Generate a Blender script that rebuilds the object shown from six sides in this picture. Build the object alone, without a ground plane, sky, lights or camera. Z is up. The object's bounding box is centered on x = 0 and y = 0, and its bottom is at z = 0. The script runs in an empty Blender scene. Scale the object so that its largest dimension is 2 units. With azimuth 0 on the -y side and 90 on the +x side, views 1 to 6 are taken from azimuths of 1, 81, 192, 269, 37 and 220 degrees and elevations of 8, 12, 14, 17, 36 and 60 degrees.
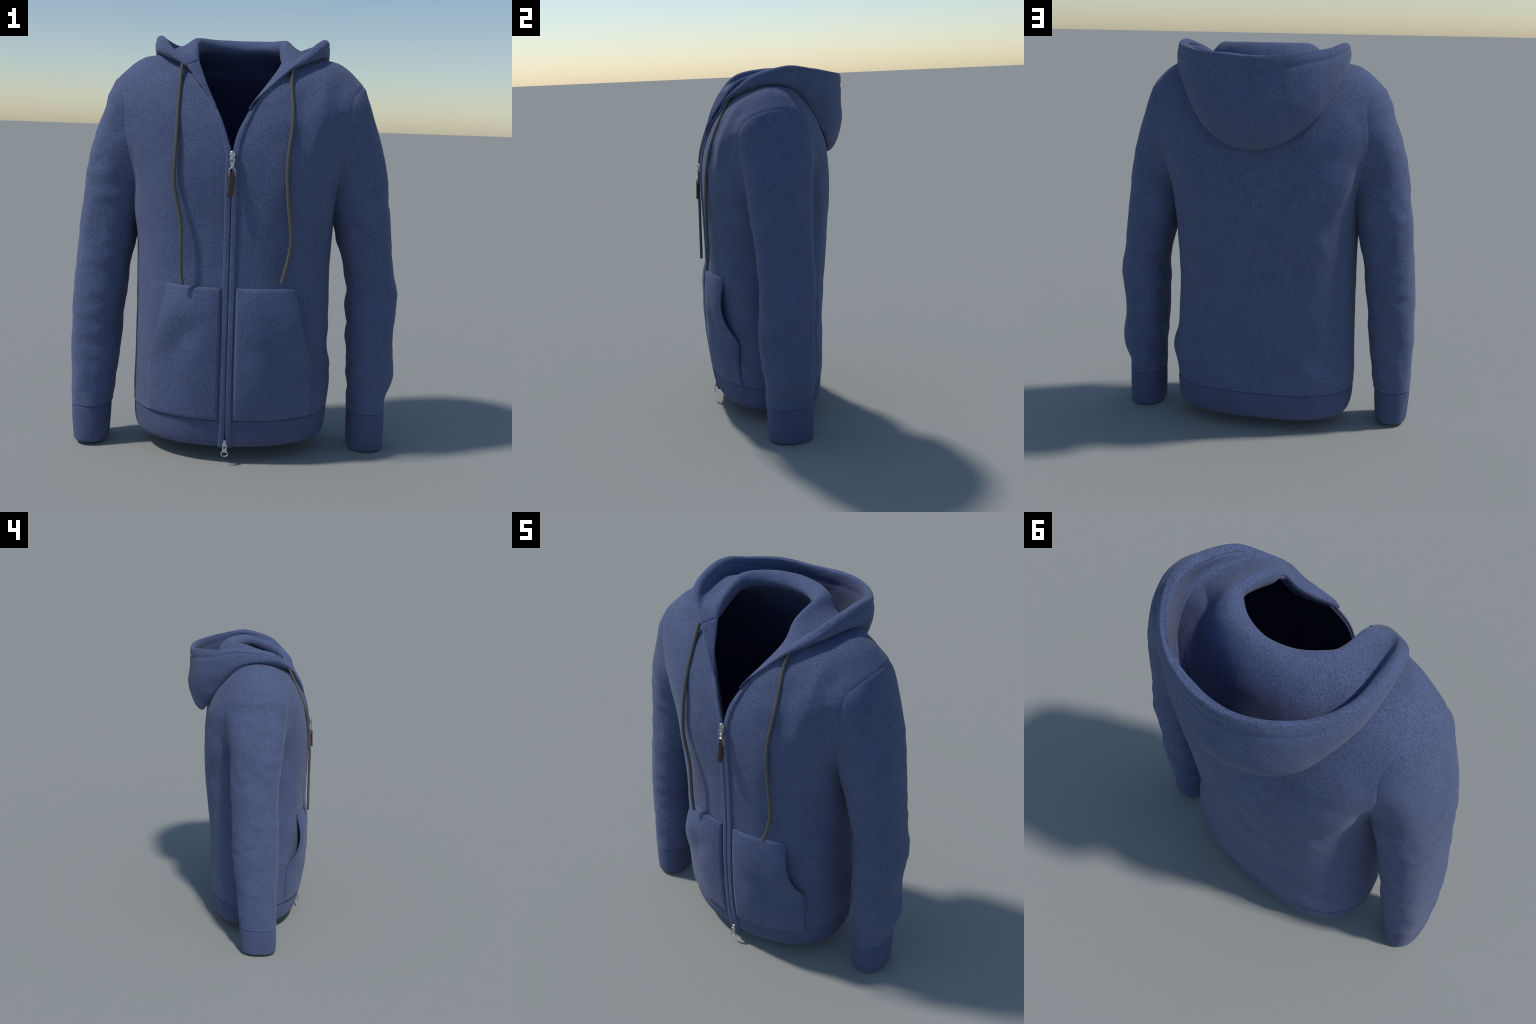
import bpy, math
import numpy as np
from mathutils import Vector
from mathutils.bvhtree import BVHTree

# ------------------------------------------------------------------ helpers
def spline(xs, ys, q):
    """natural cubic spline through (xs, ys); ys may be (n,) or (n, d)"""
    xs = np.asarray(xs, float); ys = np.asarray(ys, float)
    one = ys.ndim == 1
    if one: ys = ys[:, None]
    n = len(xs); h = np.diff(xs)
    A = np.zeros((n, n)); r = np.zeros_like(ys)
    A[0, 0] = A[-1, -1] = 1
    for i in range(1, n - 1):
        A[i, i - 1], A[i, i], A[i, i + 1] = h[i - 1], 2 * (h[i - 1] + h[i]), h[i]
        r[i] = 6 * ((ys[i + 1] - ys[i]) / h[i] - (ys[i] - ys[i - 1]) / h[i - 1])
    m = np.linalg.solve(A, r)
    q = np.asarray(q, float)
    k = np.clip(np.searchsorted(xs, q) - 1, 0, n - 2)
    a = (xs[k + 1] - q)[..., None]; b = (q - xs[k])[..., None]; hh = h[k][..., None]
    out = (m[k] * a**3 + m[k + 1] * b**3) / (6 * hh) + (ys[k] / hh - m[k] * hh / 6) * a + (ys[k + 1] / hh - m[k + 1] * hh / 6) * b
    return out[..., 0] if one else out

def mono(xs, ys, q):
    """shape preserving (pchip) interpolation, no overshoot"""
    xs = np.asarray(xs, float); ys = np.asarray(ys, float); q = np.asarray(q, float)
    h = np.diff(xs); d = np.diff(ys) / h
    m = np.zeros(len(xs)); m[0], m[-1] = d[0], d[-1]
    for i in range(1, len(xs) - 1):
        if d[i - 1] * d[i] > 0:
            w1, w2 = 2 * h[i] + h[i - 1], h[i] + 2 * h[i - 1]
            m[i] = (w1 + w2) / (w1 / d[i - 1] + w2 / d[i])
    q = np.clip(q, xs[0], xs[-1])
    k = np.clip(np.searchsorted(xs, q) - 1, 0, len(xs) - 2)
    t = (q - xs[k]) / h[k]
    return ((1 + 2 * t) * (1 - t)**2 * ys[k] + t * (1 - t)**2 * h[k] * m[k]
            + t * t * (3 - 2 * t) * ys[k + 1] + t * t * (t - 1) * h[k] * m[k + 1])

def step(a, b, x):
    t = np.clip((x - a) / (b - a), 0, 1); return t * t * (3 - 2 * t)

def _hash(i, j, k, seed):
    n = (i * 374761393 + j * 668265263 + k * 2147483647 + seed * 974634777) & 0xffffffff
    n = ((n ^ (n >> 13)) * 1274126177) & 0xffffffff
    n = ((n ^ (n >> 16)) * 2246822519) & 0xffffffff
    return ((n ^ (n >> 15)) & 0xffff) / 32767.5 - 1

def noise(P, scale, seed=0, stretch=(1, 1, 1)):
    Q = np.asarray(P) * scale * np.array(stretch)
    I = np.floor(Q).astype(np.int64); F = Q - I; F = F * F * F * (F * (F * 6 - 15) + 10)
    out = 0
    for dx in (0, 1):
        for dy in (0, 1):
            for dz in (0, 1):
                w = (F[..., 0] if dx else 1 - F[..., 0]) * (F[..., 1] if dy else 1 - F[..., 1]) * (F[..., 2] if dz else 1 - F[..., 2])
                out = out + w * _hash(I[..., 0] + dx, I[..., 1] + dy, I[..., 2] + dz, seed)
    return out

def grid_normals(P, closed_u=False):
    if closed_u:
        du = np.roll(P, -1, 1) - np.roll(P, 1, 1)
    else:
        du = np.gradient(P, axis=1)
    dv = np.gradient(P, axis=0)
    N = np.cross(du, dv); L = np.linalg.norm(N, axis=-1, keepdims=True)
    return N / np.maximum(L, 1e-9)

def fold(P, a, b, width, amp):
    """soft ridge (amp>0) or valley (amp<0) along the segment a-b"""
    a = np.array(a); b = np.array(b); d = b - a
    t = np.clip(((P - a) @ d) / (d @ d), -.3, 1.3)
    r = np.linalg.norm(P - (a + t[..., None] * d), axis=-1)
    fade = step(-.3, .25, t) * (1 - step(.75, 1.3, t))
    return amp * np.exp(-(r / width)**2) * fade

def faces_grid(nv, nu, closed_u=False, base=0, flip=False):
    cu = nu if closed_u else nu - 1
    i, j = np.meshgrid(np.arange(nv - 1), np.arange(cu), indexing='ij')
    jn = (j + 1) % nu
    q = np.stack([i * nu + j, i * nu + jn, (i + 1) * nu + jn, (i + 1) * nu + j], -1).reshape(-1, 4) + base
    return q[:, ::-1] if flip else q

def make(name, verts, faces, mat, parent, smooth=True):
    me = bpy.data.meshes.new(name)
    me.from_pydata(np.asarray(verts, float).reshape(-1, 3).tolist(), [], [list(map(int, f)) for f in faces])
    me.validate(); me.update()
    if smooth:
        me.polygons.foreach_set('use_smooth', [True] * len(me.polygons))
    me.materials.append(mat)
    ob = bpy.data.objects.new(name, me)
    bpy.context.scene.collection.objects.link(ob)
    ob.parent = parent
    return ob

def recalc(ob):
    import bmesh
    bm = bmesh.new(); bm.from_mesh(ob.data)
    bmesh.ops.remove_doubles(bm, verts=bm.verts, dist=1e-6)
    bmesh.ops.recalc_face_normals(bm, faces=bm.faces)
    bm.to_mesh(ob.data); bm.free(); ob.data.update()

def slab(name, O, I, mat, parent):
    """closed thin piece between outer grid O and inner grid I"""
    nv, nu = O.shape[:2]; n = nv * nu
    F = [*faces_grid(nv, nu), *faces_grid(nv, nu, base=n, flip=True)]
    loop = [(0, j) for j in range(nu)] + [(i, nu - 1) for i in range(1, nv)] + \
           [(nv - 1, j) for j in range(nu - 2, -1, -1)] + [(i, 0) for i in range(nv - 2, 0, -1)]
    ids = [i * nu + j for i, j in loop]
    for a, b in zip(ids, ids[1:] + ids[:1]):
        F.append((b, a, a + n, b + n))
    ob = make(name, np.concatenate([O.reshape(-1, 3), I.reshape(-1, 3)]), F, mat, parent)
    recalc(ob)
    return ob

def tube(path, rad, seg=12, cap=True):
    path = np.asarray(path, float); n = len(path)
    T = np.gradient(path, axis=0); T /= np.linalg.norm(T, axis=1, keepdims=True)
    ref = np.array([1., 0, 0]) if abs(T[0][0]) < .9 else np.array([0, 1., 0])
    V = []; u = ref
    for k in range(n):
        u = u - (u @ T[k]) * T[k]; u /= np.linalg.norm(u); w = np.cross(T[k], u)
        r = rad[k] if np.ndim(rad) else rad
        for s in range(seg):
            a = 2 * math.pi * s / seg
            V.append(path[k] + r * (math.cos(a) * u + math.sin(a) * w))
    F = [list(f) for f in faces_grid(n, seg, True)]
    if cap:
        F.append(list(range(seg))[::-1]); F.append([(n - 1) * seg + s for s in range(seg)])
    return np.array(V), F

def merge(parts):
    V = []; F = []; b = 0
    for v, f in parts:
        V.append(np.asarray(v).reshape(-1, 3)); F += [[int(i) + b for i in q] for q in f]; b += len(V[-1])
    return np.concatenate(V), F

# ---------------------------------------------------------------- materials
def lin(r, g, b):
    f = lambda c: ((c / 255 + .055) / 1.055)**2.4 if c > 10 else c / 255 / 12.92
    return (f(r), f(g), f(b), 1)

def new_mat(name):
    m = bpy.data.materials.new(name); m.use_nodes = True
    nt = m.node_tree; bs = nt.nodes['Principled BSDF']
    tc = nt.nodes.new('ShaderNodeTexCoord')
    return m, nt, bs, tc

def fabric(name, dark, light, scale, bump, contrast=(.31, .69), rough=.95, stretch=(1, 1, 1)):
    m, nt, bs, tc = new_mat(name)
    L = nt.links.new
    mp = nt.nodes.new('ShaderNodeMapping'); mp.inputs['Scale'].default_value = stretch
    L(tc.outputs['Object'], mp.inputs['Vector'])
    n1 = nt.nodes.new('ShaderNodeTexNoise'); n1.inputs['Scale'].default_value = scale
    n1.inputs['Detail'].default_value = 4; n1.inputs['Roughness'].default_value = .7
    L(mp.outputs[0], n1.inputs['Vector'])
    cr = nt.nodes.new('ShaderNodeValToRGB')
    cr.color_ramp.elements[0].position = contrast[0]; cr.color_ramp.elements[0].color = dark
    cr.color_ramp.elements[1].position = contrast[1]; cr.color_ramp.elements[1].color = light
    L(n1.outputs['Fac'], cr.inputs['Fac'])
    # broad, faint cloudiness of the brushed fleece
    n2 = nt.nodes.new('ShaderNodeTexNoise'); n2.inputs['Scale'].default_value = 9
    n2.inputs['Detail'].default_value = 3
    L(tc.outputs['Object'], n2.inputs['Vector'])
    mr = nt.nodes.new('ShaderNodeMapRange')
    mr.inputs['From Min'].default_value = .3; mr.inputs['From Max'].default_value = .7
    mr.inputs['To Min'].default_value = .94; mr.inputs['To Max'].default_value = 1.06
    L(n2.outputs['Fac'], mr.inputs['Value'])
    mx = nt.nodes.new('ShaderNodeMix'); mx.data_type = 'RGBA'; mx.blend_type = 'MULTIPLY'
    mx.inputs['Factor'].default_value = 1
    L(cr.outputs['Color'], mx.inputs['A']); L(mr.outputs[0], mx.inputs['B'])
    L(mx.outputs['Result'], bs.inputs['Base Color'])
    n3 = nt.nodes.new('ShaderNodeTexNoise'); n3.inputs['Scale'].default_value = scale * 1.3
    n3.inputs['Detail'].default_value = 5; n3.inputs['Roughness'].default_value = .75
    L(mp.outputs[0], n3.inputs['Vector'])
    bp = nt.nodes.new('ShaderNodeBump'); bp.inputs['Strength'].default_value = bump
    bp.inputs['Distance'].default_value = .004
    L(n3.outputs['Fac'], bp.inputs['Height']); L(bp.outputs['Normal'], bs.inputs['Normal'])
    bs.inputs['Roughness'].default_value = rough
    bs.inputs['Specular IOR Level'].default_value = .15
    bs.inputs['Sheen Weight'].default_value = .12
    bs.inputs['Sheen Roughness'].default_value = .5
    return m

def tint(c, k=(1.24, 1.21, 1.02)):
    return tuple(a * b for a, b in zip(c[:3], k)) + (1,)
FLEECE_D, FLEECE_L = tint(lin(51, 70, 92)), tint(lin(96, 102, 156))
M_FLEECE = fabric('navy_fleece', FLEECE_D, FLEECE_L, 170, .4)
M_RIB = fabric('ribbed_knit', tint(lin(68, 78, 114)), tint(lin(78, 86, 130)), 260, .2, stretch=(1, 1, .25))
M_LINING = fabric('navy_lining', lin(52, 60, 92), lin(62, 70, 112), 300, .15)

def plain(name, col, rough, metal=0, bumpscale=0, bump=.3, spec=.5):
    m, nt, bs, tc = new_mat(name)
    n = nt.nodes.new('ShaderNodeTexNoise'); n.inputs['Scale'].default_value = bumpscale or 60
    n.inputs['Detail'].default_value = 4
    nt.links.new(tc.outputs['Object'], n.inputs['Vector'])
    cr = nt.nodes.new('ShaderNodeValToRGB')
    cr.color_ramp.elements[0].position = .3; cr.color_ramp.elements[1].position = .7
    cr.color_ramp.elements[0].color = tuple(c * .85 for c in col[:3]) + (1,)
    cr.color_ramp.elements[1].color = tuple(min(1, c * 1.12) for c in col[:3]) + (1,)
    nt.links.new(n.outputs['Fac'], cr.inputs['Fac']); nt.links.new(cr.outputs['Color'], bs.inputs['Base Color'])
    bs.inputs['Roughness'].default_value = rough; bs.inputs['Metallic'].default_value = metal
    bs.inputs['Specular IOR Level'].default_value = spec
    if bumpscale:
        bp = nt.nodes.new('ShaderNodeBump'); bp.inputs['Strength'].default_value = bump; bp.inputs['Distance'].default_value = .002
        nt.links.new(n.outputs['Fac'], bp.inputs['Height']); nt.links.new(bp.outputs['Normal'], bs.inputs['Normal'])
    return m

M_CORD = plain('grey_cord', lin(94, 93, 89), .9, 0, 400, .4, .2)
M_LEATHER = plain('brown_leather', lin(60, 35, 30), .6, 0, 300, .5)
M_METAL = plain('silver_metal', lin(205, 205, 205), .28, 1)
M_TAPE = plain('black_zipper_tape', lin(22, 24, 32), .7)

# -------------------------------------------------------------------- root
root = bpy.data.objects.new('hoodie', None)
bpy.context.scene.collection.objects.link(root)
root['label'] = 'navy blue zip-up fleece hoodie standing upright and empty'
root['category'] = 'hoodie'

ZIPX = -.014          # the zip runs a little off the middle
HEM_Z, CUFF_Z = .222, .2

# ------------------------------------------------------------------- torso
# rows from hem to neck: z at side, z at front, z at back, half width +x, half width -x, y front, y back, y of the widest place, squareness
TORSO = np.array([
 (.20, .20, .20, .474, .490, -.400, .236, -.05, 2.1, 2.55),
 (.27, .27, .27, .482, .492, -.409, .243, -.05, 2.1, 2.55),
 (.34, .34, .34, .486, .491, -.414, .248, -.05, 2.1, 2.5),
 (.42, .42, .42, .480, .489, -.418, .252, -.05, 2.1, 2.5),
 (.50, .50, .50, .470, .487, -.420, .256, -.05, 2.1, 2.45),
 (.60, .60, .60, .465, .484, -.420, .262, -.05, 2.12, 2.45),
 (.70, .70, .70, .459, .482, -.417, .270, -.05, 2.15, 2.45),
 (.80, .80, .80, .455, .481, -.411, .281, -.05, 2.2, 2.45),
 (.95, .95, .95, .460, .481, -.406, .298, -.05, 2.25, 2.5),
 (1.10, 1.10, 1.10, .466, .482, -.407, .309, -.05, 2.35, 2.6),
 (1.20, 1.20, 1.20, .474, .486, -.409, .313, -.05, 2.4, 2.75),
 (1.35, 1.33, 1.34, .505, .51, -.411, .314, -.045, 2.45, 2.85),
 (1.48, 1.43, 1.46, .545, .55, -.407, .308, -.04, 2.45, 2.8),
 (1.60, 1.52, 1.57, .573, .577, -.394, .294, -.035, 2.4, 2.7),
 (1.70, 1.58, 1.66, .583, .587, -.380, .272, -.035, 2.4, 2.4),
 (1.765, 1.62, 1.72, .575, .580, -.366, .246, -.03, 2.35, 2.25),
 (1.815, 1.65, 1.76, .548, .550, -.353, .224, -.03, 2.3, 2.15),
 (1.858, 1.675, 1.79, .505, .505, -.344, .206, -.03, 2.25, 2.1),
 (1.888, 1.70, 1.815, .45, .45, -.333, .191, -.03, 2.2, 2.05),
 (1.899, 1.73, 1.845, .38, .38, -.320, .182, -.03, 2.2, 2.05),
 (1.905, 1.76, 1.885, .29, .29, -.308, .160, -.035, 2.6, 2.1),
 (1.930, 1.80, 1.930, .220, .236, -.250, .136, -.04, 3.2, 2.1),
 (1.948, 1.825, 1.958, .213, .228, -.213, .133, -.04, 4.0, 2.1)])
ROWV = np.arange(len(TORSO), dtype=float)

def torso_row(v):
    return [mono(ROWV, TORSO[:, k], v) for k in range(10)]

def ring(phi, ap, an, yf, yb, yc, nf, nb):
    c, s = np.cos(phi), np.sin(phi)
    a = np.where(c > 0, ap, an); b = np.where(s < 0, yc - yf, yb - yc); n = np.where(s < 0, nf, nb)
    r = (np.abs(c / a)**n + np.abs(s / b)**n)**(-1 / n)
    return r * c, yc + r * s, (r * s / b)**2

# front opening: x of the two zip edges over height
def edge_x(z, side):
    if side > 0:
        return mono([0, .1, .16, 1.44, 1.496, 1.554, 1.598, 1.649, 1.70, 1.80, 1.9], [ZIPX + .006, ZIPX + .004, ZIPX + .0005, ZIPX + .001, -.006, .010, .031, .058, .10, .19, .2], z)
    return mono([0, .1, .16, 1.44, 1.516, 1.566, 1.651, 1.679, 1.72, 1.80, 1.9], [ZIPX - .006, ZIPX - .004, ZIPX - .0005, ZIPX - .002, -.036, -.053, -.092, -.107, -.137, -.205, -.21], z)

def front_y(x, z):
    """front surface of the torso at x and (front) height z"""
    v = mono(TORSO[:, 1], ROWV, z)
    zs, zf, zb, ap, an, yf, yb, yc, n, nb = torso_row(v)
    a = np.where(x > 0, ap, an)
    q = np.clip(1 - np.abs(x / a)**n, 0, 1)**(1 / n)
    return yc - (yc - yf) * q

FOLDS_TORSO = [
 # +x chest, soft drags falling from the shoulder
 ((.40, -.22, 1.80), (.36, -.34, 1.52), .030, .010), ((.46, -.20, 1.76), (.43, -.30, 1.50), .028, -.009),
 ((.30, -.30, 1.74), (.30, -.38, 1.55), .030, -.006),
 # hips
 ((.48, .02, .37), (.46, .12, .42), .07, .020), ((.47, .0, .52), (.42, -.2, .56), .04, -.006),
 ((-.48, .1, .33), (-.42, .2, .40), .04, .006),
 # back, soft drags below the armpits
 ((.02, .3, 1.0), (-.06, .29, .85), .05, -.012), ((-.17, .29, .96), (-.24, .28, .80), .045, -.012),
 ((-.28, .27, .68), (-.40, .22, .54), .05, .010), ((.44, .15, .50), (.34, .24, .64), .06, .016),
 ((.10, .29, .70), (.22, .28, .55), .05, -.006), ((-.05, .28, .55), (-.16, .26, .40), .05, .005),
 ((-.46, .2, 1.38), (-.38, .27, 1.15), .040, .010), ((-.42, .23, 1.26), (-.33, .28, 1.10), .035, -.005),
 ((-.33, .28, 1.07), (-.43, .23, .92), .038, .010), ((-.40, .24, .96), (-.46, .16, .84), .035, -.006),
 ((-.27, .28, .84), (-.29, .27, .66), .042, .008), ((-.36, .24, .58), (-.40, .22, .46), .042, .009),
 ((-.22, .27, .64), (-.32, .24, .42), .040, -.005), ((-.25, .25, .38), (-.33, .21, .28), .040, .008),
 ((.46, .18, 1.38), (.38, .25, 1.16), .040, .007), ((.36, .23, .92), (.44, .15, .80), .040, -.006),
 ((.42, .18, .45), (.36, .22, .33), .05, .012), ((.36, .22, .60), (.30, .25, .48), .045, .006),
]
# rounder places of the cloth: centre, radius, amount
FULL = [((-.47, .19, 1.55), .11, .014), ((-.41, .24, 1.32), .13, .018), ((.42, .17, .45), .07, .012), ((.42, -.20, .76), .11, .016), ((.40, -.22, .42), .08, -.013),
        ((-.45, -.18, 1.17), .10, .016), ((.36, .26, 1.32), .10, .004)]
def torso_disp(P):
    d = .0035 * noise(P, 5, 3, (1, 1, .6)) + .002 * noise(P, 13, 4)
    for f in FOLDS_TORSO: d = d + fold(P, *f)
    front = P[..., 1] < 0
    for sx in (-1, 1):      # fullness of the chest
        d = d + front * .013 * np.exp(-((P[..., 0] - sx * .25) / .11)**2 - ((P[..., 2] - 1.29) / .15)**2)
    for c, r, a in FULL: d = d + a * np.exp(-((P - np.array(c))**2).sum(-1) / r**2)
    return d

def torso_sheet():
    nv, nu = 330, 400
    v = np.concatenate([np.linspace(0, .5, 28)[:-1], np.linspace(.5, len(TORSO) - 1, nv - 27)])
    R = [a[:, None] for a in torso_row(v)]
    zs, zf, zb, ap, an, yf, yb, yc, n, nb = R
    # angles from the +x zip edge round the back to the -x zip edge
    xr = edge_x(zf, 1); xl = edge_x(zf, -1)
    qr = np.clip(1 - np.abs(xr / np.where(xr > 0, ap, an))**n, 0, 1)**(1 / n) * (yc - yf)
    ql = np.clip(1 - np.abs(xl / an)**n, 0, 1)**(1 / n) * (yc - yf)
    p0 = np.arctan2(-qr, xr); p1 = np.arctan2(-ql, xl); p1 = np.where(p1 < 0, p1 + 2 * math.pi, p1)
    t = np.linspace(0, 1, nu)[None]
    phi = p0 + (p1 - p0) * t
    x, y, w = ring(phi, ap, an, yf, yb, yc, n, nb)
    z = np.where(np.sin(phi) < 0, zs + (zf - zs) * w, zs + (zb - zs) * w)
    P = np.stack([x, y, z], -1)
    N = grid_normals(P)
    edge = step(0, .05, t) * (1 - step(.95, 1, t)) * step(.0, .02, np.linspace(0, 1, nv))[:, None]
    D = torso_disp(P) * edge
    # roll of the fleece over the hem seam, shoulder seam line
    D = D + .001 * np.exp(-((P[..., 2] - .224) / .009)**2) - .012 * step(.218, .208, P[..., 2])
    shl = np.exp(-((P[..., 1] + .042) / .006)**2) * step(.30, .36, np.abs(P[..., 0])) * step(1.72, 1.76, P[..., 2])
    D = D - .003 * shl
    P = P + N * D[..., None]
    return P, N

def bvh_of(P, closed):
    nv, nu = P.shape[:2]
    return BVHTree.FromPolygons(P.reshape(-1, 3).tolist(), faces_grid(nv, nu, closed).tolist())

def signed(P, mask, tree, outward):
    """signed distance of the masked points to a sheet, and the nearest points"""
    d = np.full(P.shape[:-1], 9.0); near = np.zeros_like(P); nor = np.zeros_like(P)
    for ij in np.argwhere(mask):
        ij = tuple(ij); loc, n, _, dist = tree.find_nearest(Vector(P[ij]))
        n = n * outward; off = Vector(P[ij]) - loc
        d[ij] = dist if off.dot(n) > 0 else -dist
        near[ij] = loc; nor[ij] = n
    return d, near, nor

def blend(d, z):
    """fill of the crease where sleeve meets torso, with a fine sewn groove"""
    k = .012 + .045 * step(1.22, 1.50, z)
    h = k / 4 * np.clip(1 - np.abs(d) / k, 0, 1)**2 * step(1.10, 1.2, z)
    return h - .0025 * np.exp(-(d / .006)**2) * step(1.15, 1.3, z)

def finish_torso(P, N, hidden):
    """hidden: places inside a sleeve; the cloth is left out there so that the armholes are open"""
    nv, nu = P.shape[:2]
    Q = P - N * .014
    V = np.concatenate([P, Q[:, ::-1]], 1)       # closed loop outer + inner
    H = np.concatenate([hidden, hidden[:, ::-1]], 1).reshape(-1)
    F = faces_grid(nv, 2 * nu, True)
    col = np.tile(np.arange(2 * nu), nv - 1)
    lining = (col >= nu) & (col < 2 * nu - 1)
    keep = ~H[F].all(1)
    ob = make('torso', V, F[keep], M_FLEECE, root)
    ob.data.materials.append(M_LINING)
    ob.data.polygons.foreach_set('material_index', lining[keep].astype(np.int32))
    return ob

# ---------------------------------------------------------------- hem band
def build_hem():
    nr = 340; per = 6; nu = nr * per
    zz = [.222, .214, .205, .17, .14, .115, .098, .086, .079, .0755, .078, .09, .12, .17]
    off = [-.011, -.010, -.003, -.0015, -.001, -.001, -.002, -.005, -.011, -.018, -.024, -.026, -.026, -.024]
    s = np.linspace(0, len(zz) - 1, 70)
    z = mono(range(len(zz)), zz, s)[:, None]; o = mono(range(len(zz)), off, s)[:, None]
    hz = [.07, .10, .13, .17, .20, .23]
    ap = mono(hz, [.456, .464, .469, .472, .475, .476], z); an = mono(hz, [.468, .478, .484, .489, .491, .491], z)
    yf = mono(hz, [-.374, -.381, -.388, -.395, -.399, -.402], z); yb = mono(hz, [.214, .221, .227, .232, .235, .236], z)
    xr = edge_x(z, 1) + .004; xl = edge_x(z, -1) - .004
    p0 = np.arctan2(yf + .05, xr); p1 = np.arctan2(yf + .05, xl) + 2 * math.pi
    t = np.linspace(0, 1, nu)[None]
    phi = p0 + (p1 - p0) * t
    x, y, w = ring(phi, ap, an, yf, yb, -.05, 2.1, 2.7)
    z = z - .012 * step(.0, .9, np.sin(phi)) * step(.20, .08, z)
    P = np.stack([x, y, z], -1)
    N = np.stack([np.cos(phi), np.sin(phi), 0 * phi], -1)
    rib = .0005 * np.cos(2 * math.pi * nr * t) * (step(0, 3, s) * (1 - step(50, 55, s)))[:, None]
    D = o + rib + .002 * noise(P, 9, 8)
    P = P + N * D[..., None]
    make('hem_band', P, faces_grid(len(s), nu, flip=True), M_RIB, root)
build_hem()

# ----------------------------------------------------------------- sleeves
# z, outer x, inner x, y front, y back
SLEEVE_R = np.array([
 (.18, .765, .578, -.180, .075), (.23, .766, .575, -.182, .080), (.27, .771, .577, -.184, .085), (.32, .788, .578, -.186, .088),
 (.39, .801, .569, -.190, .090), (.48, .794, .562, -.204, .092), (.58, .788, .557, -.208, .095), (.66, .794, .552, -.204, .098),
 (.76, .799, .545, -.198, .104), (.83, .791, .543, -.195, .108), (.90, .777, .533, -.196, .111), (.97, .766, .512, -.198, .114),
 (1.04, .758, .491, -.200, .117), (1.165, .744, .458, -.208, .121), (1.325, .728, .41, -.225, .133), (1.42, .707, .385, -.226, .145),
 (1.53, .676, .375, -.234, .150), (1.62, .646, .385, -.236, .147), (1.70, .616, .415, -.215, .122), (1.745, .595, .445, -.165, .085),
 (1.77, .578, .47, -.11, .04), (1.782, .555, .50, -.06, .0)])
SLEEVE_L = np.array([
 (.18, .797, .602, -.217, .030), (.23, .799, .597, -.216, .034), (.28, .800, .590, -.214, .040), (.37, .801, .577, -.212, .048),
 (.49, .802, .565, -.208, .062), (.64, .797, .554, -.212, .080), (.77, .793, .535, -.211, .090), (.92, .783, .516, -.206, .102),
 (1.03, .772, .494, -.197, .110), (1.14, .759, .472, -.198, .117), (1.21, .749, .450, -.202, .119), (1.355, .730, .41, -.214, .128),
 (1.483, .702, .39, -.222, .148), (1.585, .669, .39, -.226, .157), (1.66, .641, .405, -.222, .150), (1.704, .631, .425, -.205, .132),
 (1.75, .603, .455, -.165, .09), (1.775, .584, .48, -.11, .04), (1.787, .56, .50, -.06, .0)])
FOLDS_R = [
 ((.57, -.12, .95), (.60, .05, .86), .03, .008), ((.56, -.1, .80), (.60, .08, .76), .028, -.009), ((.57, .05, .66), (.62, .1, .56), .03, .008),
 ((.58, -.1, .45), (.60, .08, .35), .03, -.007), ((.60, .06, .30), (.66, .1, .27), .025, .009), ((.78, -.1, .82), (.80, .05, .74), .035, .005),
 ((.72, .1, .5), (.62, .1, .42), .03, -.006), ((.66, -.2, .42), (.74, -.16, .36), .03, .006), ((.5, -.2, 1.25), (.6, -.22, 1.35), .03, -.006)]
FOLDS_L = [
 ((-.60, .1, 1.1), (-.68, .12, .95), .03, -.006), ((-.62, .09, .8), (-.70, .1, .65), .035, .006), ((-.7, .06, .35), (-.75, .03, .27), .03, .007),
 ((-.64, .05, .40), (-.72, .06, .33), .025, -.006), ((-.6, -.18, .95), (-.56, -.1, .8), .03, .005), ((-.7, .02, .26), (-.63, 0, .3), .025, .006)]

def sleeve_sheet(tab, side, folds, seed):
    nu = 220
    z = np.concatenate([np.linspace(.188, .215, 24), np.linspace(.215, 1.3, 190)[1:], np.linspace(1.3, tab[-1, 0], 160)[1:]])
    g = [spline(tab[:, 0], tab[:, k], z)[:, None] for k in range(1, 5)]
    xo, xi, yf, yb = g
    cx, cy = (xo + xi) / 2, (yf + yb) / 2; a, b = (xo - xi) / 2, (yb - yf) / 2
    phi = np.linspace(0, 2 * math.pi, nu, endpoint=False)[None]
    n = 2.25; c, s = np.cos(phi), np.sin(phi)
    r = (np.abs(c / a)**n + np.abs(s / b)**n)**(-1 / n)
    P = np.stack([side * (cx + r * c), cy + r * s, z[:, None] + 0 * c], -1)
    N = grid_normals(P, True) * side
    D = .004 * noise(P, 7, seed, (1, 1, .8)) + .0035 * noise(P, 15, seed + 1, (1, 1, 1.3))
    for f in folds: D = D + fold(P, *f)
    # bunched folds along the inner back of the arm
    ang = np.cos(phi - (2.45 if side > 0 else 2.3))
    win = np.clip(ang, 0, 1)**2 * step(.2, .35, P[..., 2]) * (1 - step(.85, 1.05, P[..., 2]))
    zz = P[..., 2] + .05 * np.sin(phi * 2)
    D = D + (.007 if side > 0 else .003) * np.sin(zz * 2 * math.pi / .17 + 2.5 * noise(P, 4, seed + 5)) * win
    D = D * (1 - step(1.5, 1.68, P[..., 2]))
    D = D + .001 * np.exp(-((P[..., 2] - .203) / .008)**2) - .012 * step(.197, .189, P[..., 2])
    return P + N * D[..., None], N

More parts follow.
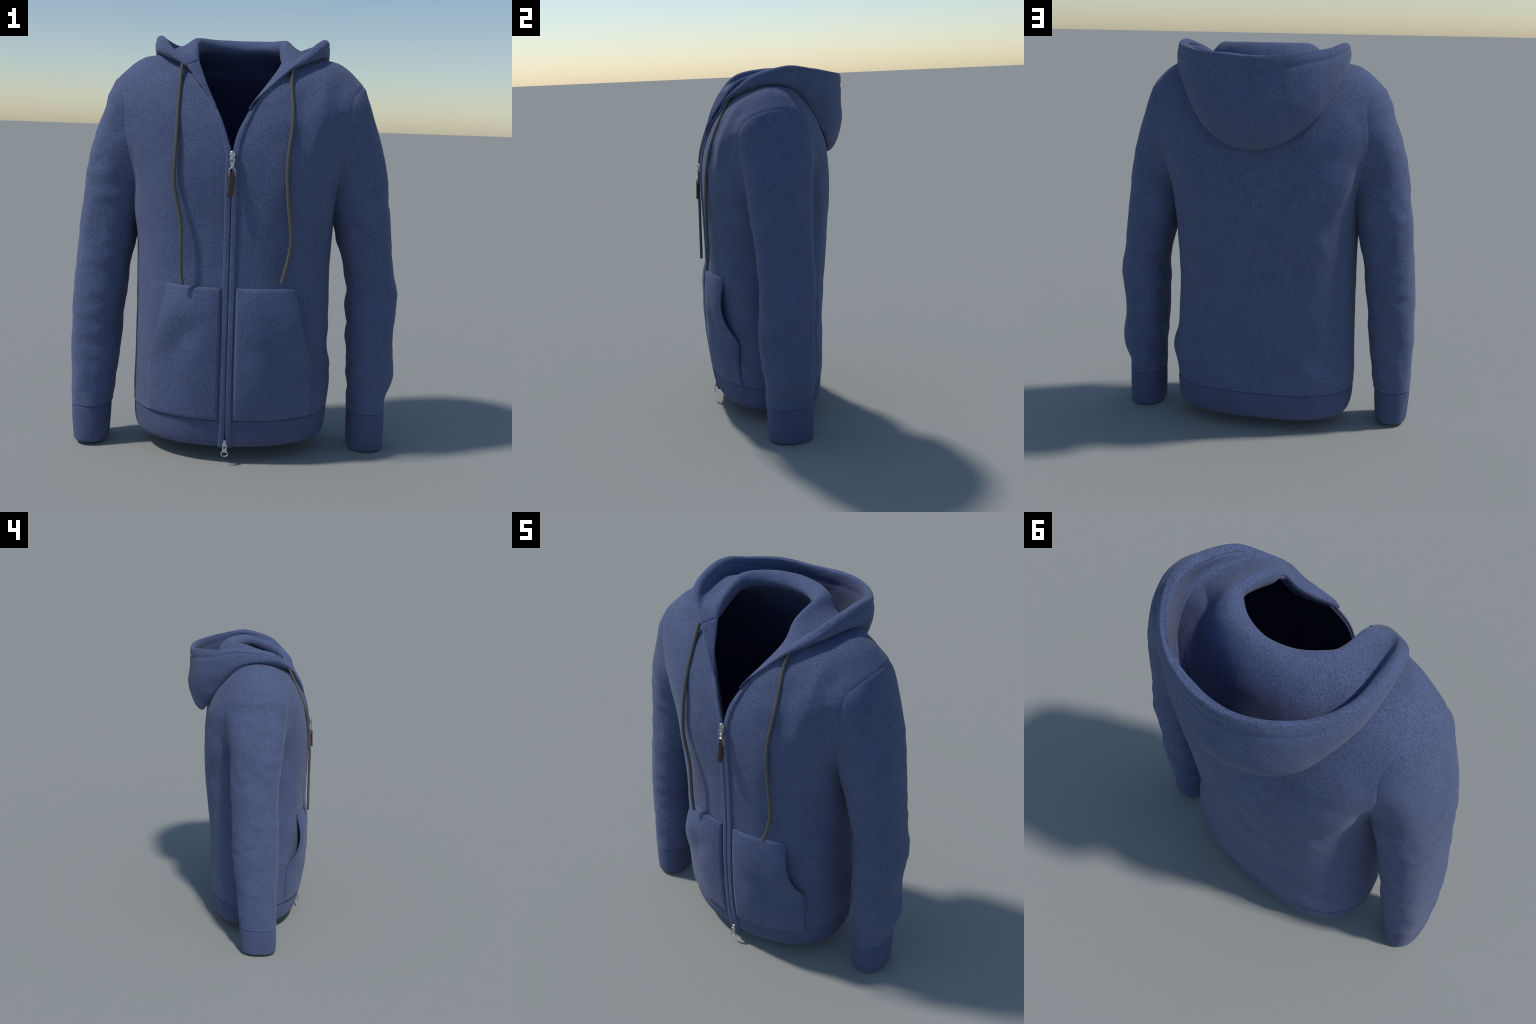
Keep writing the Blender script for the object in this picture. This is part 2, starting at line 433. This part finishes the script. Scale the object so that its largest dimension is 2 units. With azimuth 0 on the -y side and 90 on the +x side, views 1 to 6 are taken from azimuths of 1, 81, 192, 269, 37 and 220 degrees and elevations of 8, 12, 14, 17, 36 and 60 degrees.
def finish_sleeve(P, side, hidden):
    nvv, nu = P.shape[:2]
    F = faces_grid(nvv, nu, True, flip=side < 0)
    F = F[~hidden.reshape(-1)[F].all(1)]
    make('sleeve', P, F, M_FLEECE, root)

def build_body():
    T, TN = torso_sheet()
    tt = bvh_of(T, False)
    push = np.zeros(T.shape[:2]); inside = np.zeros(T.shape[:2], bool)
    for side, tab, folds, seed in ((1, SLEEVE_R, FOLDS_R, 21), (-1, SLEEVE_L, FOLDS_L, 31)):
        S, SN = sleeve_sheet(tab, side, folds, seed)
        ts = bvh_of(S, True)
        d, near, nor = signed(S, S[..., 2] > 1.08, tt, 1)
        m = (T[..., 2] > 1.08) & (side * T[..., 0] > .33)
        dt, _, _ = signed(T, m, ts, side)
        push += np.where(np.abs(dt) < .1, blend(dt, T[..., 2]), 0)
        inside |= (dt < -.007) & (T[..., 2] > 1.38)
        S = S + SN * np.where(np.abs(d) < .1, blend(d, S[..., 2]), 0)[..., None]
        finish_sleeve(S, side, d < -.016)
    T = T + TN * push[..., None]
    finish_torso(T, TN, inside)
    return bvh_of(T, False)
TORSO_TREE = build_body()

def build_cuff(side, top, bot, zbot):
    """top / bot: (outer x, inner x, y front, y back)"""
    nr = 110; per = 6; nu = nr * per
    k = [0, .6, 1.2, 2, 3, 4, 5, 6, 7, 8, 9, 10]
    t = [0, .035, .075, .13, .5, .88, .955, .99, 1.0, .985, .9, .5]
    off = [-.010, -.0095, -.0025, -.001, .0005, .0, -.002, -.008, -.017, -.025, -.028, -.028]
    s = np.linspace(0, 10, 60)
    tt = mono(k, t, s)[:, None]; o = mono(k, off, s)[:, None]
    g = [top[j] + (bot[j] - top[j]) * tt for j in range(4)]
    xo, xi, yf, yb = g
    cx, cy = (xo + xi) / 2, (yf + yb) / 2; a, b = (xo - xi) / 2, (yb - yf) / 2
    phi = np.linspace(0, 2 * math.pi, nu, endpoint=False)[None]
    n = 2.35; c, sn = np.cos(phi), np.sin(phi)
    r = (np.abs(c / a)**n + np.abs(sn / b)**n)**(-1 / n)
    rib = .0004 * np.cos(nr * phi) * (step(0, 2, s) * (1 - step(8, 9, s)))[:, None]
    r = r + o + rib
    z = .203 + (zbot - .203) * tt + 0 * c
    P = np.stack([side * (cx + r * c), cy + r * sn, z], -1)
    make('cuff', P, faces_grid(len(s), nu, True, flip=side > 0), M_RIB, root)
build_cuff(1, (.766, .578, -.180, .075), (.766, .583, -.176, .068), 0.0)
build_cuff(-1, (.797, .603, -.217, .030), (.783, .615, -.222, .015), .012)

# -------------------------------------------------------------------- hood
# Profile of the hood at stations from the middle of the back to the front (+x side): neck wall, roll over the
# neck, slope into the bowl, bowl, outer wall inside, rim, outer wall, bottom fold, underside.
HOOD = [
 [(0, .145, 1.915), (0, .118, 1.930), (0, .112, 1.962), (0, .15, 1.992), (0, .20, 1.965), (0, .262, 1.815), (0, .35, 1.555), (0, .414, 1.68), (0, .395, 1.905),
  (0, .410, 1.937), (0, .427, 1.915), (0, .432, 1.78), (0, .438, 1.68), (0, .393, 1.55), (0, .345, 1.500), (0, .326, 1.52), (0, .318, 1.55)],
 [(.135, .12, 1.912), (.108, .095, 1.930), (.103, .087, 1.965), (.13, .12, 1.993), (.16, .16, 1.965), (.187, .21, 1.83), (.217, .285, 1.61), (.230, .335, 1.71), (.219, .336, 1.925),
  (.223, .348, 1.956), (.236, .363, 1.938), (.243, .362, 1.80), (.238, .352, 1.69), (.217, .33, 1.60), (.19, .307, 1.56), (.183, .298, 1.575), (.178, .293, 1.60)],
 [(.21, .06, 1.91), (.175, .042, 1.928), (.167, .038, 1.966), (.195, .055, 1.993), (.235, .085, 1.965), (.28, .125, 1.85), (.328, .172, 1.725), (.355, .204, 1.79), (.343, .206, 1.957),
  (.353, .217, 1.979), (.372, .230, 1.963), (.383, .228, 1.87), (.372, .215, 1.79), (.35, .211, 1.735), (.325, .210, 1.714), (.313, .206, 1.733), (.305, .200, 1.755)],
 [(.23, -.005, 1.90), (.195, -.008, 1.920), (.184, -.008, 1.958), (.21, 0, 1.986), (.25, .015, 1.965), (.30, .04, 1.928), (.355, .057, 1.893), (.385, .071, 1.920), (.375, .076, 1.983),
  (.40, .085, 2.001), (.421, .09, 1.984), (.424, .09, 1.935), (.420, .085, 1.895), (.407, .075, 1.878), (.388, .062, 1.873), (.372, .056, 1.877), (.36, .052, 1.882)],
 [(.225, -.09, 1.862), (.193, -.102, 1.885), (.180, -.108, 1.926), (.20, -.105, 1.955), (.235, -.10, 1.945), (.275, -.095, 1.93), (.315, -.09, 1.922), (.332, -.09, 1.932), (.345, -.09, 1.960),
  (.366, -.093, 1.974), (.386, -.098, 1.960), (.394, -.10, 1.933), (.39, -.097, 1.912), (.378, -.09, 1.90), (.355, -.08, 1.893), (.33, -.07, 1.888), (.30, -.06, 1.882)],
 [(.215, -.148, 1.842), (.195, -.158, 1.860), (.185, -.164, 1.892), (.198, -.168, 1.915), (.222, -.175, 1.913), (.247, -.183, 1.906), (.268, -.19, 1.898), (.28, -.192, 1.90), (.293, -.195, 1.907),
  (.308, -.197, 1.911), (.324, -.20, 1.902), (.327, -.198, 1.89), (.322, -.192, 1.878), (.307, -.18, 1.87), (.29, -.17, 1.863), (.27, -.16, 1.857), (.25, -.15, 1.85)]]
# on the -x side the slope from the neck stays high and meets the rim in a narrow cleft: (x, y, z) of slope, cleft, cleft side
OUTER = {1: [(.247, .369, 1.80), (.244, .362, 1.69), (.221, .338, 1.60), (.193, .308, 1.56)], 2: [(.387, .236, 1.87), (.379, .228, 1.79), (.355, .220, 1.73), (.328, .213, 1.711)]}
CLEFT = {1: [(.198, .222, 1.862), (.230, .292, 1.71), (.234, .325, 1.77)], 2: [(.29, .135, 1.915), (.333, .175, 1.865), (.342, .192, 1.88)], 3: [(.305, .04, 1.945), (.352, .057, 1.928), (.366, .066, 1.938)]}

def lapel_profile(I, O, w=1.0):
    """flat folded-out facing between its inner edge I and outer edge O"""
    I = np.array(I); O = np.array(O); sx = np.sign(I[0])
    up = np.array([0, -.45, .9]); up /= np.linalg.norm(up)
    back = np.array([sx * .024, .012, -.030]) * (.3 + .7 * w)
    L = [I + back, I + back * np.array([.3, .5, .5]), I + up * .0, I * .85 + O * .15 + up * .006 * w]
    for k in (.30, .45, .58, .70, .82):
        L.append(I + (O - I) * k + up * .006 * w)
    L.append(I * .04 + O * .96 + up * .004 * w)
    L.append(O - up * .004 * w)
    L.append(I * .05 + O * .95 - up * .011 * w)
    for k in (.85, .72, .6, .45, .3):
        L.append(I + (O - I) * k - up * .014 * w + np.array([0, .006, 0]))
    return L

LAPEL = {1: [((.187, -.205, 1.862), (.238, -.272, 1.838)), ((.150, -.235, 1.800), (.190, -.290, 1.797)), ((.105, -.285, 1.735), (.135, -.318, 1.745)), ((.066, -.340, 1.678), (.078, -.352, 1.690)), ((.050, -.362, 1.650), (.054, -.366, 1.652))],
         -1: [((-.187, -.207, 1.862), (-.240, -.270, 1.838)), ((-.167, -.245, 1.812), (-.203, -.298, 1.795)), ((-.146, -.287, 1.762), (-.165, -.323, 1.750)), ((-.120, -.325, 1.708), (-.130, -.343, 1.704)), ((-.096, -.358, 1.662), (-.100, -.363, 1.660))]}

def mirror(st, k):
    """-x station: higher slope with a cleft, neck roll further out, rim reaching further forward"""
    st = list(st)
    if k in CLEFT: st[5:8] = CLEFT[k]
    if k in OUTER: st[11:15] = OUTER[k]
    neck = {1: .004, 2: .012, 3: .020, 4: .020, 5: .008}[k]
    fwd = k in (4, 5)
    return [(-x - (neck if n < 5 else 0) - (.005 if fwd and n >= 7 else 0), y - (.012 if fwd and n >= 6 else 0), z - (.008 if k in (3, 4) and n < 5 else 0))
            for n, (x, y, z) in enumerate(st)]

def sample_sheet(stations, per_u, per_v):
    S = np.array(stations, float)                     # stations, profile, 3
    ns, npf = S.shape[:2]
    u = np.linspace(0, ns - 1, (ns - 1) * per_u + 1); v = np.linspace(0, npf - 1, (npf - 1) * per_v + 1)
    A = spline(range(ns), S.reshape(ns, -1), u).reshape(len(u), npf, 3)
    B = spline(range(npf), A.transpose(1, 0, 2).reshape(npf, -1), v).reshape(len(v), len(u), 3)
    return B, u, v

def build_hood():
    """hood and the two folded-out facings below it are one sheet, parted at the seams across"""
    W = (1, 1, .8, .5, .2)
    lap = {sd: [lapel_profile(i, o, w) for (i, o), w in zip(LAPEL[sd], W)] for sd in (1, -1)}
    st = lap[-1][::-1] + [mirror(HOOD[k], k) for k in (5, 4, 3, 2, 1)] + HOOD + lap[1]
    P, u, v = sample_sheet(st, 26, 18)
    N = grid_normals(P)
    body = np.clip(1 - np.abs(u - 10) / 5.2, 0, 1)[None]
    D = (.004 * noise(P, 7, 51) + .002 * noise(P, 15, 52)) * np.minimum(1, body * 2)
    vv = v[:, None]; uu = u[None]
    # stitched casing round the opening, outside and inside
    D = D - .0045 * np.exp(-((vv - 10.35) / .08)**2) * np.minimum(1, body * 3)
    D = D - .0035 * np.exp(-((vv - 7.8) / .08)**2) * np.minimum(1, body * 3)
    # gentle waves round the outer wall and the rim
    D = D + .005 * np.sin(u * 2.9 + .6)[None] * np.exp(-((vv - 11.6) / 1.3)**2) * np.minimum(1, body * 1.6)
    D = D + .003 * np.sin(u * 4.3 + 1.1)[None] * np.exp(-((vv - 9) / .8)**2) * np.minimum(1, body * 1.6)
    # seams across, where the facings are sewn on
    D = D - (.0035 * np.exp(-((uu - 4) / .05)**2) + .0022 * np.exp(-((uu - 16) / .05)**2)) * step(2.2, 3.2, vv)
    P = P + N * D[..., None]
    # the underside rests on the torso and does not come through it
    low = ((vv > 12.4) | ((vv > 4.6) & (vv < 8))) & (np.abs(uu - 10) < 6.2)
    d, near, nor = signed(P, low, TORSO_TREE, 1)
    P = np.where(((d < -.006) & (vv > 12))[..., None], near - nor * .006, P)
    P = np.where(((d < .004) & (vv < 12))[..., None], near + nor * .004, P)
    cut = [0, 4 * 26, 16 * 26, 20 * 26]
    for name, a, b in (('lapel', cut[0], cut[1]), ('hood', cut[1], cut[2]), ('lapel', cut[2], cut[3])):
        G = P[:, a:b + 1]
        make(name, G, faces_grid(G.shape[0], G.shape[1]), M_FLEECE, root)
build_hood()

# ----------------------------------------------------------------- pockets
def build_pocket(side):
    nz, nx = 110, 70
    z = np.concatenate([np.linspace(.218, .845, nz)])[:, None]
    xo = spline([.20, .40, .46, .50, .54, .60, .68, .76, .86], [.382, .383, .381, .370, .349, .324, .305, .298, .300], z)
    if side < 0: xo = xo + .008
    xi = np.abs(ZIPX + side * .034) + 0 * z
    t = np.linspace(0, 1, nx)[None]
    X = side * (xi + (xo - xi) * t)
    Y = front_y(X, z)
    Z = z + .006 * t**2 * (1 if side < 0 else -.3) * step(.7, .85, z)
    P = np.stack([X, Y + 0 * X, Z], -1)
    h = .01
    gx = (front_y(X + h, z) - front_y(X - h, z)) / (2 * h)
    N = np.stack([gx, -np.ones_like(gx), .0 * gx], -1); N /= np.linalg.norm(N, axis=-1, keepdims=True)
    bz = mono([.2, .25, .33, .48, .62, .72, .79, .83, .86], [.0, .004, .008, .017, .021, .023, .017, .008, .0], z)
    bx = np.sin(np.pi * np.clip(t * .9 + .05, 0, 1))**.8
    base = .008 + bz * bx
    base = base + .004 * noise(P, 11, 60 + side) * bx + fold(P, (side * .12, -.43, .70), (side * .26, -.38, .52), .05, -.006) + fold(P, (side * .1, -.43, .45), (side * .22, -.40, .35), .05, .004)
    # rounded borders
    mouth = np.sin(np.pi * np.clip((z - .455) / .39, 0, 1))**1.5
    e = np.minimum(np.minimum(t * .3, (1 - t) * .3 + .02 * mouth), np.minimum(z - .218, .845 - z))
    base = base + .029 * mouth * step(.55, 1, t)
    base = base * (.45 + .55 * step(0, .010, e))
    O = P + N * base[..., None]
    inner = np.maximum(.0005, base - .011 + .004 * mouth * step(.97, 1, t))
    inner = np.where(e < .001, np.maximum(.0, base - .010), inner)
    I = P + N * inner[..., None]
    slab('pocket', O, I, M_FLEECE, root)
build_pocket(1); build_pocket(-1)

# ---------------------------------------------------------------- plackets
def build_placket(side):
    zz = np.linspace(.079, 1.675, 330)[:, None]
    t = np.linspace(0, 1, 16)[None]
    xe = edge_x(zz, side)
    wdt = .028 - .006 * step(1.5, 1.66, zz)
    X = xe + side * wdt * t
    Y = front_y(X, np.maximum(zz, .20))
    low = mono([.05, .10, .15, .20], [.027, .018, .009, 0], zz)
    Y = Y + np.where(zz < .2, low, 0)
    hgt = .006 * np.clip(1 - np.abs(2 * t - 1)**4, 0, 1)**.5
    hgt = hgt * (1 - .6 * step(1.62, 1.675, zz)) + .0006 * noise(np.stack([X, Y, zz + 0 * X], -1), 40, 70)
    O = np.stack([X, Y - hgt - .002, zz + 0 * X], -1)
    I = np.stack([X, Y + .008, zz + 0 * X], -1)
    slab('placket', O, I, M_FLEECE, root)
build_placket(1); build_placket(-1)

def build_tape(side):
    z = np.linspace(.085, 1.672, 200)
    x = edge_x(z, side) + side * .0015
    y = front_y(x, np.maximum(z, .2)) + mono([.05, .10, .15, .20], [.027, .018, .009, 0], z) + .004
    V, F = tube(np.stack([x, y, z], -1), .0038, 8)
    make('zipper_tape', V, F, M_TAPE, root)
build_tape(1); build_tape(-1)

# ------------------------------------------------------------- drawstrings
CORDS = [
 [(.243, -.225, 1.862), (.243, -.254, 1.835), (.239, -.287, 1.766), (.248, -.337, 1.663), (.247, -.374, 1.562), (.236, -.396, 1.461), (.233, -.407, 1.36), (.239, -.412, 1.273),
  (.249, -.415, 1.186), (.260, -.417, 1.099), (.257, -.416, 1.024), (.242, -.420, .95), (.223, -.428, .877)],
 [(-.258, -.225, 1.862), (-.263, -.248, 1.838), (-.266, -.295, 1.745), (-.268, -.341, 1.646), (-.267, -.377, 1.545), (-.270, -.396, 1.444), (-.273, -.405, 1.342), (-.265, -.410, 1.27),
  (-.247, -.412, 1.183), (-.236, -.415, 1.095), (-.235, -.418, .962), (-.225, -.422, .856)]]
for C in CORDS:
    C = np.array(C); q = np.linspace(0, len(C) - 1, 220)
    path = spline(range(len(C)), C, q)
    seg = 40
    V, F = tube(path, .0082, seg)
    # fine lengthwise ribs of the woven cord
    V = V.reshape(len(q), seg, 3); c = path[:, None]
    V = c + (V - c) * (1 + .05 * np.cos(np.arange(seg) * 2 * math.pi * 10 / seg))[None, :, None]
    make('drawstring', V, F, M_CORD, root)

# ------------------------------------------------------------------ zipper
def plate(outline, hole, thick, y0, tilt=0.0, origin=(0, 0)):
    """flat plate in the x-z plane: outline(angle), optional hole(angle), bevelled, facing -y"""
    n = 64; a = np.linspace(0, 2 * math.pi, n, endpoint=False)
    O = np.array([outline(k) for k in a])
    ctr = O.mean(0)
    H = np.array([hole(k) for k in a]) if hole else None
    rings = []
    sh = lambda R, c, d: c + (R - c) * (1 - d / np.maximum(np.linalg.norm(R - c, axis=1, keepdims=True), 1e-6))
    bev = thick * .3
    if H is not None:
        hc = H.mean(0)
        rings = [(H, -thick / 2 + bev), (sh(H, hc, -bev), -thick / 2), (sh(O, ctr, bev), -thick / 2), (O, -thick / 2 + bev),
                 (O, thick / 2 - bev), (sh(O, ctr, bev), thick / 2), (sh(H, hc, -bev), thick / 2), (H, thick / 2 - bev)]
    else:
        tiny = ctr + (O - ctr) * .02
        rings = [(tiny, -thick / 2), (sh(O, ctr, bev), -thick / 2), (O, -thick / 2 + bev), (O, thick / 2 - bev), (sh(O, ctr, bev), thick / 2), (tiny, thick / 2)]
    V = []
    for R, d in rings:
        V.append(np.stack([R[:, 0], y0 + d + tilt * (R[:, 1] - origin[1]), R[:, 1]], -1))
    F = []
    m = len(rings)
    for k in range(m if H is not None else m - 1):
        b = (k + 1) % m
        for j in range(n):
            F.append((k * n + j, k * n + (j + 1) % n, b * n + (j + 1) % n, b * n + j))
    if H is None:
        F.append(tuple(range(n))); F.append(tuple((m - 1) * n + j for j in range(n)))
    return np.concatenate(V), F

def poly_outline(pts, cx, cz):
    """smooth symmetric outline from (half width, z) pairs, top to bottom"""
    pts = np.array(pts, float)
    def f(a):
        # walk down the right side, then up the left
        k = a / math.pi
        s = 1 if k <= 1 else -1
        q = (k if k <= 1 else 2 - k)
        q = .5 - .5 * math.cos(q * math.pi) if False else q
        w = float(mono(np.linspace(0, 1, len(pts)), pts[:, 0], q)); z = float(mono(np.linspace(0, 1, len(pts)), pts[:, 1], q))
        return (cx + s * w, z)
    return f

def oval(cx, cz, rx, rz, p=2):
    def f(a):
        s, c = math.sin(a), math.cos(a)
        r = (abs(s)**p + abs(c)**p)**(-1 / p)
        return (cx + rx * r * s, cz + rz * r * c)
    return f

ZX = ZIPX + .001
YF = float(front_y(np.array(0.), np.array(1.44)))
# slider body: rounded head, narrower tail, raised bridge
sl = merge([plate(poly_outline([(.0005, 1.466), (.0085, 1.463), (.0135, 1.455), (.0138, 1.447), (.0115, 1.438), (.0095, 1.428), (.009, 1.421), (.0005, 1.420)], ZX, 1.44), None, .012, YF - .012),
            plate(poly_outline([(.0005, 1.4655), (.0035, 1.464), (.004, 1.452), (.0048, 1.436), (.0052, 1.424), (.0045, 1.4195), (.0005, 1.419)], ZX, 1.44), None, .010, YF - .020)])
ob = make('zipper_slider', *sl, M_METAL, root); recalc(ob)
# pull tab: eye on top, waist, narrow foot
pl = merge([plate(oval(ZX, 1.425, .0135, .0125), oval(ZX, 1.424, .0093, .0085), .0035, YF - .0235),
            plate(poly_outline([(.0005, 1.417), (.0085, 1.4155), (.010, 1.411), (.0082, 1.402), (.0065, 1.395), (.0062, 1.386), (.0005, 1.3855)], ZX, 1.40), None, .0034, YF - .0237)])
ob = make('zipper_pull', *pl, M_METAL, root); recalc(ob)
# wire loop
a = np.linspace(0, 2 * math.pi, 80)
lp = []
for k in a:
    s, c = math.sin(k), math.cos(k); r = (abs(s)**4 + abs(c)**4)**-.25
    lp.append((ZX + .0135 * r * s, YF - .0255, 1.369 + .0195 * r * c))
V, F = tube(lp, .0024, 10, cap=False)
ob = make('wire_loop', V, F, M_METAL, root); recalc(ob)

# braided leather strap
def build_strap():
    z = np.linspace(1.372, 1.259, 150); s = (1.372 - z) / .113
    cx = ZX + .0005 - .008 * s**2.0 + .001 * np.sin(s * 3.2)
    nu = 48; a = np.linspace(0, 2 * math.pi, nu, endpoint=False)
    sx = np.sign(np.cos(a)) * np.abs(np.cos(a))**.5; sy = np.sign(np.sin(a)) * np.abs(np.sin(a))**.7
    V = []
    for k in range(len(z)):
        endr = min(1, .88 + 100 * min(z[0] - z[k], z[k] - z[-1]))
        # plait: crossing diagonal strands
        w = sx * .0113
        ph = z[k] * 2 * math.pi / .019
        b = .0011 * np.abs(np.sin(ph / 2 + np.abs(w) * 260)) + .0005 * np.cos(w * 900)
        V.append(np.stack([cx[k] + w * endr * (1 + .05 * math.sin(ph)), YF - .027 - .006 * s[k] + sy * (.0055 + b) * endr, z[k] + 0 * a], -1))
    V = np.array(V); F = [list(f) for f in faces_grid(len(z), nu, True)]
    F.append(list(range(nu))); F.append([(len(z) - 1) * nu + j for j in range(nu)])
    ob = make('leather_strap', V, F, M_LEATHER, root); recalc(ob)
build_strap()

# lower slider with its hanging pull
YB = -.394
lo = merge([plate(poly_outline([(.0005, .119), (.007, .1185), (.007, .108), (.0095, .098), (.0100, .090), (.0005, .089)], ZX, .105), None, .010, YB + .001)])
ob = make('zipper_slider', *lo, M_METAL, root); recalc(ob)
lp = merge([plate(poly_outline([(.0005, .104), (.0095, .1025), (.0122, .096), (.0112, .087), (.0110, .078), (.0120, .069), (.0150, .062), (.0005, .0605)], ZX, .085),
                  oval(ZX, .084, .0042, .0042), .0034, YB - .0075),
            plate(oval(ZX, .0535, .0183, .0132), oval(ZX, .0535, .0132, .0085), .0037, YB - .0075)])
ob = make('zipper_pull', *lp, M_METAL, root); recalc(ob)
